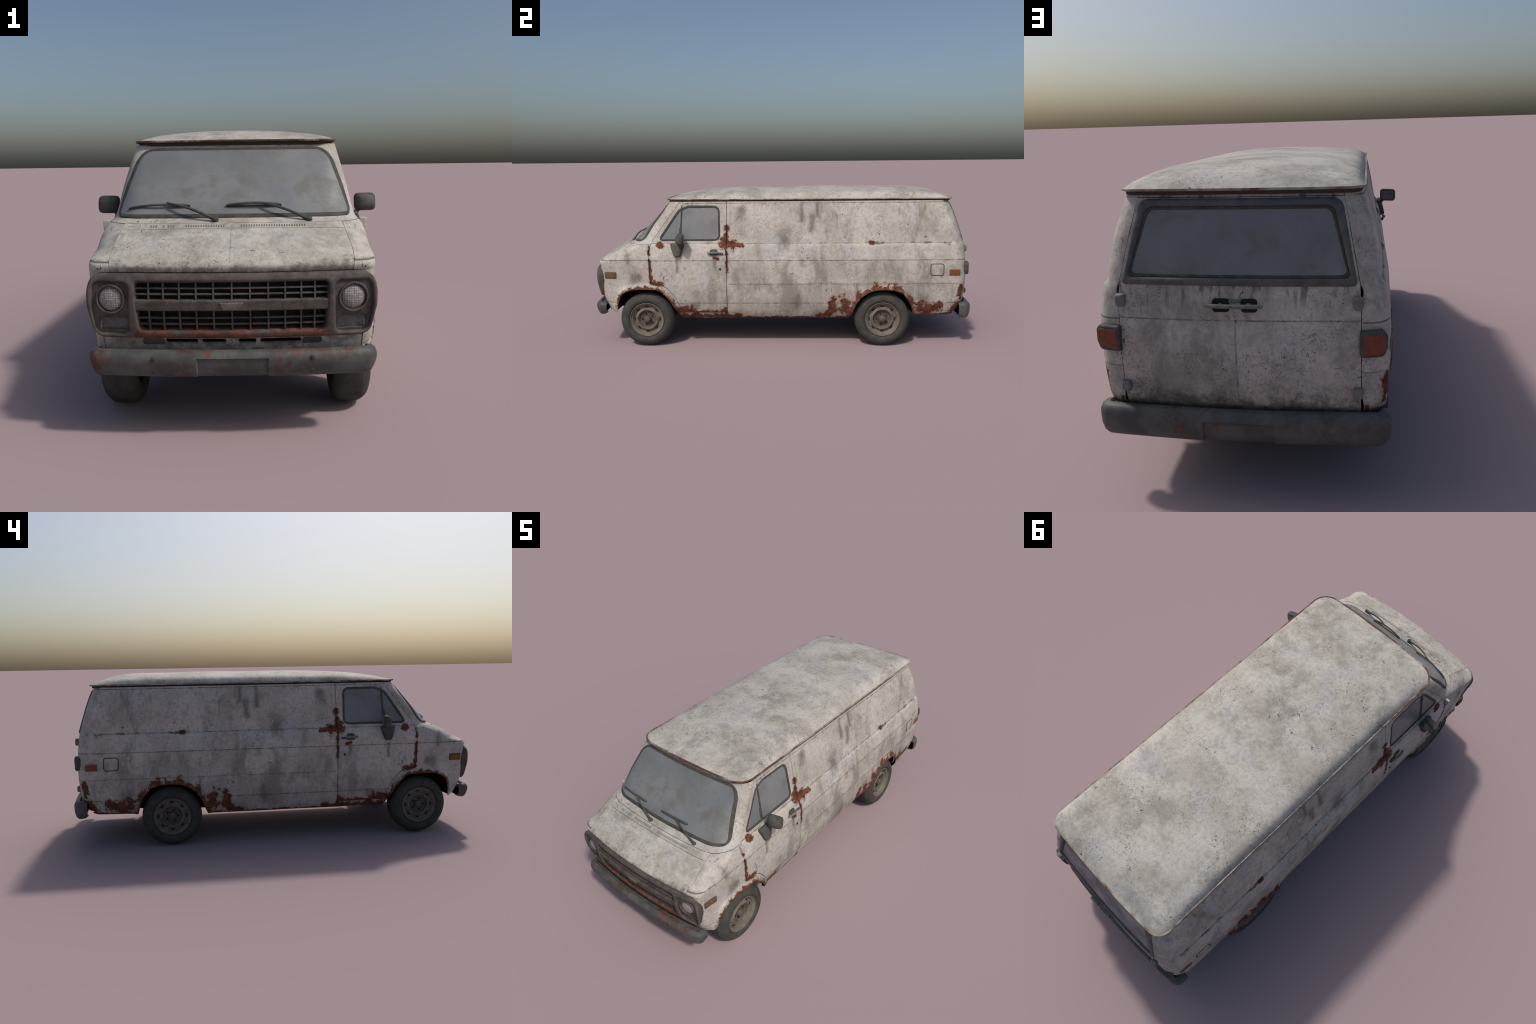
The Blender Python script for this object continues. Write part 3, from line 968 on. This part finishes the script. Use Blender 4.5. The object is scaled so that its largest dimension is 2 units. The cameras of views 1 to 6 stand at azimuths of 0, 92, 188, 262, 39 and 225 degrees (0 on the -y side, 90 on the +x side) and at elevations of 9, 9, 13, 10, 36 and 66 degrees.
# ------------------------------------------------------------------ grille surround, bars, lamps
def face_map(off, z_lean=.0):
    def f(x, z):
        lean = .018 * np.clip((.37 - z) / .11, 0, 1) ** 1.5 + .010 * np.clip((z - .39) / .04, 0, 1) ** 2
        return np.stack([x, -.9885 + off + .215 * x * x + lean, z], -1)
    return f


surround = round_poly([(-.350, .264, .030), (.350, .264, .030), (.3665, .345, .1), (.3665, .385, .08), (.355, .4325, .030), (-.355, .4325, .030), (-.3665, .385, .08), (-.3665, .345, .1)])
mouth = round_poly([(-.2345, .2835, .012), (.2345, .2835, .012), (.2425, .4125, .010), (-.2425, .4125, .010)])
pods = [round_poly([(k * .262, .276, .014), (k * .345, .276, .020), (k * .3545, .345, .06), (k * .350, .4115, .016), (k * .257, .4115, .016)]) for k in (1, -1)]
grille = panel("grille_surround", [surround, mouth] + pods, face_map(0), M["grille"], (.006, .006), thick=.030, fillet=.007, out=(0, -1, 0), angle=60)
nose_plate = panel("grille_backing", [round_poly([(-.33, .27, 0), (.33, .27, 0), (.33, .425, 0), (-.33, .425, 0)])], face_map(.026), M["dark"], (.03, .03), thick=.004, out=(0, -1, 0), parent=grille)
band = [(-.2420, .3375), (.2420, .3375), (.2435, .3660), (-.2435, .3660)]
panel("grille_band", [band], face_map(.003), M["grille"], (.006, .004), thick=.018, fillet=.004, parent=grille, out=(0, -1, 0))
badge = round_poly([(-.022, .3405, .003), (.018, .3405, .003), (.031, .3600, .002), (-.031, .3600, .002)])
panel("badge", [badge], face_map(-.0005), M["steel"], (.003, .003), thick=.006, fillet=.002, parent=grille, out=(0, -1, 0))


def bar_piece(name, x0, x1, z0, z1, y_off, depth):
    n = max(2, int((x1 - x0) / .03) + 1)
    xs = np.linspace(x0, x1, n)
    P = []
    for x in xs:
        f = face_map(y_off)
        ring = []
        for dz, dy in ((z0, depth), (z0, .002), (z0 + .001, 0), (z1 - .001, 0), (z1, .002), (z1, depth)):
            q = f(np.array([x]), np.array([dz]))[0]
            ring.append(q + [0, dy, 0])
        P.append(ring)
    V, F = grid_mesh(np.array(P), closed_v=True, cap=True)
    return fix_outward(mesh_from(name, V, F, M["grille"], grille, 30))


for zc in (.3945, .3795, .3180, .3015):
    bar_piece("grille_bar", -.2415, .2415, zc - .0023, zc + .0023, .0115, .013)
xbars = [-.207, -.170, -.130, -.088, -.045, .001, .046, .091, .133, .173, .207]
for za, zb in ((.364, .414), (.283, .339)):
    for k, xb in enumerate(xbars):
        bar_piece("grille_post", xb - .0021, xb + .0021, za, zb, .0095, .014)

for k in (1, -1):
    pod = round_poly([(k * .2575, .272, .014), (k * .350, .272, .02), (k * .359, .345, .06), (k * .355, .416, .016), (k * .2525, .416, .016)])
    lamp_hole = np.array([(k * .3045 + .0350 * math.cos(a), .3670 + .0350 * math.sin(a)) for a in np.linspace(0, 2 * math.pi, 49)[:-1]])
    turn_hole = round_poly([(k * .2665, .2855, .004), (k * .3385, .2855, .004), (k * .3395, .3175, .004), (k * .2655, .3175, .004)])
    pod_ob = panel("headlamp_pod", [pod, lamp_hole, turn_hole], face_map(.010), M["grille"], (.005, .005), thick=.012, fillet=.003, parent=grille, out=(0, -1, 0))
    cy = float(face_map(.013)(np.array([k * .3045]), np.array([.367]))[0, 1])

    def turned(name, profile, mat, seg=48, ang=40):
        ob = lathe(name, profile, (0, 0, 0), 1, mat, pod_ob, seg, ang)
        co = np.array([v.co[:] for v in ob.data.vertices])
        yaw = .152 * k
        co = np.stack([co[:, 1], -co[:, 0] + co[:, 1] * yaw, co[:, 2]], 1) + [k * .3045, cy, .367]
        ob.data.vertices.foreach_set("co", co.ravel())
        ob.data.update()
        return fix_outward(ob)
    turned("headlamp_ring", [(.0385, -.012), (.0385, .004), (.0370, .0085), (.0340, .0085), (.0325, .004), (.0320, -.006)], M["grille"])
    turned("headlamp_lens", [(.0001, .0100), (.010, .0094), (.018, .0078), (.025, .0050), (.030, .0014), (.0325, -.003)], M["lens"])
    panel("indicator_lens", [inset(turn_hole, -.001)], face_map(.0165), M["indicator"], (.006, .005), thick=.004, parent=pod_ob, out=(0, -1, 0))

# white apron under the grille with its air slots
apron = [(x, .198) for x in np.linspace(-.331, .331, 40)] + [(x, .275) for x in np.linspace(.331, -.331, 40)]


def slot(x0, x1, z0=.2440, z1=.2605):
    return round_poly([(x0, z0, .005), (x1, z0, .005), (x1, z1, .005), (x0, z1, .005)])


apr = panel("front_apron", [apron] + [slot(*q) for q in ((-.170, -.088), (-.078, -.016), (.015, .060), (.070, .175))], nose_map, M["paint_top"], (.007, .005), thick=.010, out=(0, -1, 0), relief=front_relief)
for x0, x1 in ((-.229, -.173), (.178, .227)):
    panel("apron_patch", [slot(x0, x1)], nose_map, M["plastic"], (.006, .004), lift=.0012, thick=.003, parent=apr, out=(0, -1, 0))
panel("slot_backing", [[(-.2, .235), (.2, .235), (.2, .27), (-.2, .27)]], lambda x, z: nose_map(x, z) + [0, .03, 0], M["dark"], (.03, .02), thick=.003, parent=apr, out=(0, -1, 0))

# ------------------------------------------------------------------ tail: door, window, lamps, hardware
def tail_edge(z):
    return float(np.interp(z, [.18, .50, .546, .745, .757], [.2972, .2972, .2950, .2570, .2550]))


zz = [.2250, .26, .30, .36, .42, .46, .50, .546, .58, .62, .66, .70, .7465]
rear = [(tail_edge(z) * 1, z) for z in zz]
rear = [(x, .2250) for x in np.linspace(-.2972, .2972, 30)][:-1] + rear + [(x, .7465) for x in np.linspace(tail_edge(.7465), -tail_edge(.7465), 30)][1:-1] + [(-x, z) for x, z in rear[::-1]]
rw_out = round_poly([(-.2905, .5425, .010), (.2905, .5425, .010), (.2530, .7450, .028), (-.2530, .7450, .028)])


def rear_trap(d, r_low, r_top):
    return round_poly([(-.2905 + d * .93, .5425 + d, r_low), (.2905 - d * .93, .5425 + d, r_low), (.2530 - d * 1.06, .7450 - d, r_top), (-.2530 + d * 1.06, .7450 - d, r_top)])


rw_hole = rear_trap(.010, .006, .022)
rd = panel("rear_door", [rear, rw_hole], tail_map, M["paint_tail"], (.010, .0085), [.4605 + d for d in (-.0035, -.0015, 0, .0015, .0035)], relief=rear_relief, out=(0, 1, 0))
rw_in = rear_trap(.0200, .008, .020)
panel("rear_window_trim", [rw_out, rw_in], tail_map, M["frame"], (.0055, .0055), lift=.0065, thick=.014, fillet=.0085, parent=rd, out=(0, 1, 0), angle=70)
lip_in = rear_trap(.0265, .010, .018)
panel("rear_window_seal", [rear_trap(.0190, .008, .020), lip_in], tail_map, M["seal"], (.004, .004), lift=.0022, thick=.008, fillet=.0025, parent=rd, out=(0, 1, 0), angle=70)
panel("window_glass", [rear_trap(.0250, .010, .018)], tail_map, M["glass"], (.013, .013), lift=.0002, thick=.003, parent=rd, out=(0, 1, 0))
panel("rear_header", [[(x, .7485) for x in np.linspace(-.2555, .2555, 30)] + [(x, .757) for x in np.linspace(.2545, -.2545, 30)]], tail_map, M["paint_tail"], (.01, .004), out=(0, 1, 0))
panel("rear_valance", [[(x, .180) for x in np.linspace(-.2975, .2975, 30)] + [(x, .2235) for x in np.linspace(.2975, -.2975, 30)]], tail_map, M["paint_tail"], (.01, .006), out=(0, 1, 0), relief=rear_relief)
for k in (1, -1):
    lamp = round_poly([(k * .2945, .3745, .007), (k * .3500, .3770, .012), (k * .3590, .4000, .02), (k * .3590, .4300, .012), (k * .3500, .4425, .008), (k * .2945, .4405, .007)])

    def lamp_map(x, z):
        ax = np.abs(x)
        return np.stack([x, .9605 - .55 * np.clip(ax - .335, 0, 1) ** 1.25 + .10 * (.345 - ax), z], -1)
    tl = panel("tail_lamp", [lamp], lamp_map, M["plastic"], (.004, .004), lift=.008, thick=.030, fillet=.006, out=(0, 1, 0), angle=60)
    panel("tail_lamp_lens", [inset(lamp, .0075)], lamp_map, M["red"], (.005, .005), lift=.0095, thick=.004, fillet=.0025, parent=tl, out=(0, 1, 0), angle=60)
    for zc, hh in ((.5055, .034), (.2815, .029)):
        yc = float(end_y(np.array(.291), np.array(zc), 1))

        def hinge_shape(V, k=k, zc=zc, yc=yc):
            t = 1 - .16 * np.clip(-V[:, 2] / .017, 0, 1)
            return np.stack([V[:, 0] * t + k * .2905, V[:, 1] + yc + .006, V[:, 2] + zc], 1)
        rounded_box("rear_hinge", (.026, .020, hh), .008, M["hinge"], rd, hinge_shape, 4)


def tail_y(x, z):
    return float(end_y(np.array(float(x)), np.array(float(z)), 1))


for x0, x1 in ((.015, .057), (-.053, -.013)):
    cup = round_poly([(x0, .4815, .008), (x1, .4815, .008), (x1, .5145, .008), (x0, .5145, .008)])
    panel("handle_cup", [cup], tail_map, M["dark"], (.004, .004), lift=.0015, thick=.004, parent=rd, out=(0, 1, 0))
tube("rear_handle", [(x, tail_y(x, .5) + .013 + .004 * math.cos(x * 20), .5000) for x in np.linspace(-.068, .073, 14)], [.0035] + [.0052] * 12 + [.0035], M["hinge"], rd, 10)
for x in (.036, -.032):
    rounded_box("handle_foot", (.010, .016, .010), .003, M["hinge"], rd, lambda V, x=x: V + [x, tail_y(x, .5) + .006, .500], 2)
rounded_box("handle_bridge", (.030, .006, .008), .002, M["hinge"], rd, lambda V: V + [.001, tail_y(0, .508) + .003, .509], 2)

# ------------------------------------------------------------------ roof and drip rail
ROOF_FRONT, ROOF_REAR, ROOF_HALF, ROOF_RAD = -.604, .893, .3065, .060


def roof_bow(x, y):
    f = np.clip((.1 - y) / .7, 0, 1)
    r = np.clip((y - .2) / .7, 0, 1)
    return .17 * x * x * f - .10 * x * x * r


def roof_loop(grow=0.0, n=14):
    c = round_poly([(-ROOF_HALF - grow, ROOF_FRONT - grow, ROOF_RAD), (ROOF_HALF + grow, ROOF_FRONT - grow, ROOF_RAD),
                    (ROOF_HALF - .002 + grow, ROOF_REAR + grow, ROOF_RAD * .7), (-ROOF_HALF + .002 - grow, ROOF_REAR + grow, ROOF_RAD * .7)])
    c = densify(c, .02, .02)
    c[:, 1] += roof_bow(c[:, 0], c[:, 1])
    return c


ROOF_LOOP = roof_loop()
RAIL_Z = .7665


def roof_height(x, y):
    pts = np.stack([x, y], 1)
    e = dist_loops(pts, [ROOF_LOOP])
    u = np.clip(np.abs(x) / ROOF_HALF, 0, 1)
    yy = y - roof_bow(x, y)
    gf = 1 - np.exp(-np.clip(yy - ROOF_FRONT, 0, 9) / .160)
    gr = 1 - np.exp(-np.clip(ROOF_REAR - yy, 0, 9) / .082)
    side = 1 - np.exp(-e / .013)
    return RAIL_Z + .0015 + .0535 * (1 - .46 * u * u) * (.06 + .94 * gf) * (.06 + .94 * gr) * side


def roof_relief(V, N):
    return .0018 * fbm(V, 5, 6.3) + .0007 * fbm(V, 19, 2.2)


roof_rows = []
roof_in = ROOF_LOOP
roof = panel("roof", [roof_in], lambda x, y: np.stack([x, y, roof_height(x, y)], -1), M["paint_top"], (.0105, .0105), relief=roof_relief, thick=.004, out=(0, 0, 1), angle=70, fillet=0)


def rail(name, prof_pts, mat, parent=None):
    loop = ROOF_LOOP
    e = np.roll(loop, -1, 0) - np.roll(loop, 1, 0)
    e /= np.linalg.norm(e, axis=1, keepdims=True)
    nrm = np.stack([e[:, 1], -e[:, 0]], 1)
    P = np.array([[(*(p + n * o), zz) for o, zz in prof_pts] for p, n in zip(loop, nrm)])
    V, F = grid_mesh(P, closed_u=True, closed_v=True)
    return fix_outward(mesh_from(name, V, F, mat, parent, 40))


rail("drip_rail", [(-.014, .7535), (-.0065, .7540), (-.0055, .7630), (.0020, .7636), (.0046, .7650), (.0056, .7680), (.0046, .7704), (.0020, .7700), (-.004, .7680), (-.010, .7655), (-.014, .7650)], M["rail"])

# ------------------------------------------------------------------ bumpers
def bumper(name, end, prof_pts, tip_x, nose_y, bow, corner, back_y, z_recess):
    """prof: (setback, z) closed; path runs across and wraps round both corners."""
    half = []
    x_turn = tip_x - corner
    for x in np.concatenate([np.linspace(0, .082, 6), [.0865, .0905], np.linspace(.10, x_turn, 14)]):
        half.append((x, nose_y - bow * x * x, 0.0))
    yt = half[-1][1]
    slope = math.atan(2 * bow * x_turn)
    for a in np.linspace(slope, math.pi / 2, 9)[1:]:
        half.append((x_turn + corner * (math.sin(a) - math.sin(slope)), yt - corner * (math.cos(slope) - math.cos(a)), a))
    xe, ye, _ = half[-1]
    for t in np.linspace(0, 1, 4)[1:]:
        half.append((xe, ye + (back_y - ye) * t, math.pi / 2))
    path = [(-x, y, -a) for x, y, a in half[::-1]][:-1] + half
    prof_pts = np.array(prof_pts)
    P = []
    m = len(path)
    for i, (x, y, a) in enumerate(path):
        px, py, _ = path[max(i - 1, 0)]
        qx, qy, _ = path[min(i + 1, m - 1)]
        tx, ty = qx - px, qy - py
        L = math.hypot(tx, ty)
        nx, ny = ty / L, -tx / L                       # inward, towards the body
        endness = min(i, m - 1 - i)
        ring = []
        for s, z in prof_pts:
            rec = .006 if (abs(x) < .0880 and z_recess[0] < z < z_recess[1] and s < .02) else 0
            k = 1.0
            if endness < 4:
                k = (.80, .9, .96, .99)[endness]
                z = .208 + (z - .208) * k if end < 0 else .203 + (z - .203) * k
            ring.append((x + nx * (s + rec), (y + ny * (s + rec)), z))
        P.append(ring)
    P = np.array(P)
    P[:, :, 1] *= end
    V, F = grid_mesh(P, closed_v=True, cap=True)
    V = V.copy()
    N = .0008 * fbm(V, 14, 3.0)
    V[:, 1] += N
    return fix_outward(mesh_from(name, V, F, M["bumper"], None, 32))


fb = bumper("front_bumper", -1, [(.050, .2270), (.030, .2280), (.024, .2375), (.012, .2360), (.0045, .230), (.001, .2210), (.0, .2170), (.0, .210), (.001, .203), (.006, .187), (.012, .1745), (.018, .1690), (.042, .1665),
                                 (.042, .1700), (.022, .1735), (.012, .187), (.006, .204), (.006, .219), (.012, .2225), (.030, .2245), (.050, .2235)],
            .3735, .9985, .19, .038, .918, (.165, .2185))
rb = bumper("rear_bumper", 1, [(.058, .2230), (.034, .2240), (.026, .2330), (.014, .2320), (.006, .227), (.001, .217), (.0, .208), (.0, .2000), (.001, .178), (.006, .160), (.014, .1500), (.050, .1465),
                               (.050, .1500), (.018, .1550), (.010, .165), (.006, .180), (.005, .210), (.008, .217), (.016, .2195), (.034, .2205), (.058, .2195)],
            .3750, .9995, .13, .036, .922, (.145, .2005))
for x in (-.197, .199):
    for z in (.2195, .187):
        s = .0 if z > .2 else .0075
        y = -(.9985 - .19 * x * x) + s
        b = lathe("bumper_bolt", [(.0001, .0025), (.004, .0022), (.0062, .001), (.0066, -.003)], (0, 0, 0), 1, M["rust"], fb, 20)
        co = np.array([v.co[:] for v in b.data.vertices])
        co = np.stack([co[:, 1], -co[:, 0], co[:, 2]], 1) + [x, y, z]
        b.data.vertices.foreach_set("co", co.ravel())
        b.data.update()
        fix_outward(b)
for end in (-1, 1):
    for x in (-.2, .2):
        rounded_box("bumper_bracket", (.03, .09, .035), .003, M["dark"], fb if end < 0 else rb, lambda V, x=x, end=end: V + [x, end * .925, .205], 2)

# ------------------------------------------------------------------ wheels
R = .1425
TYRE = [(.088, .012), (.092, .004), (.096, -.001), (.104, -.0045), (.114, -.0045), (.124, -.0005), (.1305, .005), (.1355, .011), (.1385, .016), (.1400, .018), (.1418, .024), (.1425, .036), (.1425, .064), (.1418, .076), (.1400, .082),
        (.1355, .088), (.124, .097), (.108, .100), (.094, .096), (.086, .088), (.086, .02)]


def wheel(y, sign):
    cx = .374 if y < 0 else .370
    def prof_x(pts):
        return [(r, cx - o) for r, o in pts]
    c = (0, y, R)
    ty = lathe("wheel", prof_x(TYRE), c, sign, M["rubber"], None, 96, 32, closed=True)
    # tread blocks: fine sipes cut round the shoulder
    rim = lathe("wheel_rim", prof_x([(.0905, .014), (.0905, .0035), (.0885, .0005), (.0865, .0015), (.0845, .006), (.0815, .008), (.0785, .009), (.0765, .011), (.0740, .018), (.0700, .021), (.0640, .021), (.0600, .018),
                                     (.0560, .012), (.0530, .0095), (.0500, .0100), (.0475, .014)]), c, sign, M["steel"], ty, 72, 30)
    lathe("wheel_disc", prof_x([(.0477, .0135), (.0440, .020), (.0390, .025), (.0200, .026), (.0001, .026)]), c, sign, M["hub"], ty, 60, 30)
    lathe("hub_cap", prof_x([(.0185, .027), (.0180, .014), (.0165, .009), (.0125, .0060), (.0001, .0050)]), c, sign, M["hub"], ty, 36, 35)
    slot_me = None
    for k in range(8):
        a = 2 * math.pi * k / 8 + math.pi / 2
        if slot_me is None:
            ob = rounded_box("rim_slot", (.004, .0190, .0072), .0020, M["dark"], ty, None, 3)
            slot_me = ob.data
        else:
            ob = bpy.data.objects.new("rim_slot", slot_me)
            bpy.context.collection.objects.link(ob)
            ob.parent = ty
        ob.location = (sign * (cx - .0205), y + .0665 * math.cos(a), R + .0665 * math.sin(a))
        ob.rotation_euler = (a - math.pi / 2, 0, 0)
    nut_me = None
    for k in range(5):
        a = 2 * math.pi * k / 5 + .63
        if nut_me is None:
            ob = lathe("wheel_nut", [(.0001, .0075), (.0036, .007), (.0042, .004), (.0042, -.004)], (0, 0, 0), sign, M["dark"], ty, 8, 30)
            nut_me = ob.data
        else:
            ob = bpy.data.objects.new("wheel_nut", nut_me)
            bpy.context.collection.objects.link(ob)
            ob.parent = ty
        ob.location = (sign * (cx - .0255), y + .0285 * math.cos(a), R + .0285 * math.sin(a))
    tv = []
    return ty


for yc in (-.7045, .530):
    for sgn in (1, -1):
        wheel(yc, sgn)

# ------------------------------------------------------------------ wheel wells, floor, axles
for arch in (FRONT_ARCH, REAR_ARCH):
    a = densify(np.array(arch), .02, .02)[:-10]
    a = np.array(arch)
    ctr = a.mean(0)
    lip = ctr + (a - ctr) * 1.045
    lip[[0, -1]] = a[[0, -1]] + (a[[0, -1]] - ctr) * [.045, .0]
    skin = shell(lip[:, 0], lip[:, 1])[:, 0] - .004
    P = np.array([[(min(xx, k), q[0], q[1]) for q, k in zip(lip, skin)] for xx in (.374, .355, .30, .225)])
    V, F = grid_mesh(P)
    F.append(tuple(3 * len(lip) + j for j in range(len(lip))))
    w = mesh_from("wheel_well", V, F, M["dark"], None, 40)
    mirrored(w)

und = rounded_box("underbody", (.66, .82, .05), .01, M["dark"], None, lambda V: V + [0, -.09, .178], 2)
rounded_box("underbody_pan", (.44, 1.72, .05), .01, M["dark"], und, lambda V: V + [0, .03, .190], 2)
rounded_box("underbody_tail", (.64, .20, .04), .01, M["dark"], und, lambda V: V + [0, .80, .195], 2)
rounded_box("underbody_nose", (.60, .05, .05), .01, M["dark"], und, lambda V: V + [0, -.895, .205], 2)
for yc in (-.7045, .530):
    lathe("axle", [(.0001, -.27), (.018, -.27), (.018, .27), (.0001, .27)], (0, yc, R), 1, M["dark"], und, 16)
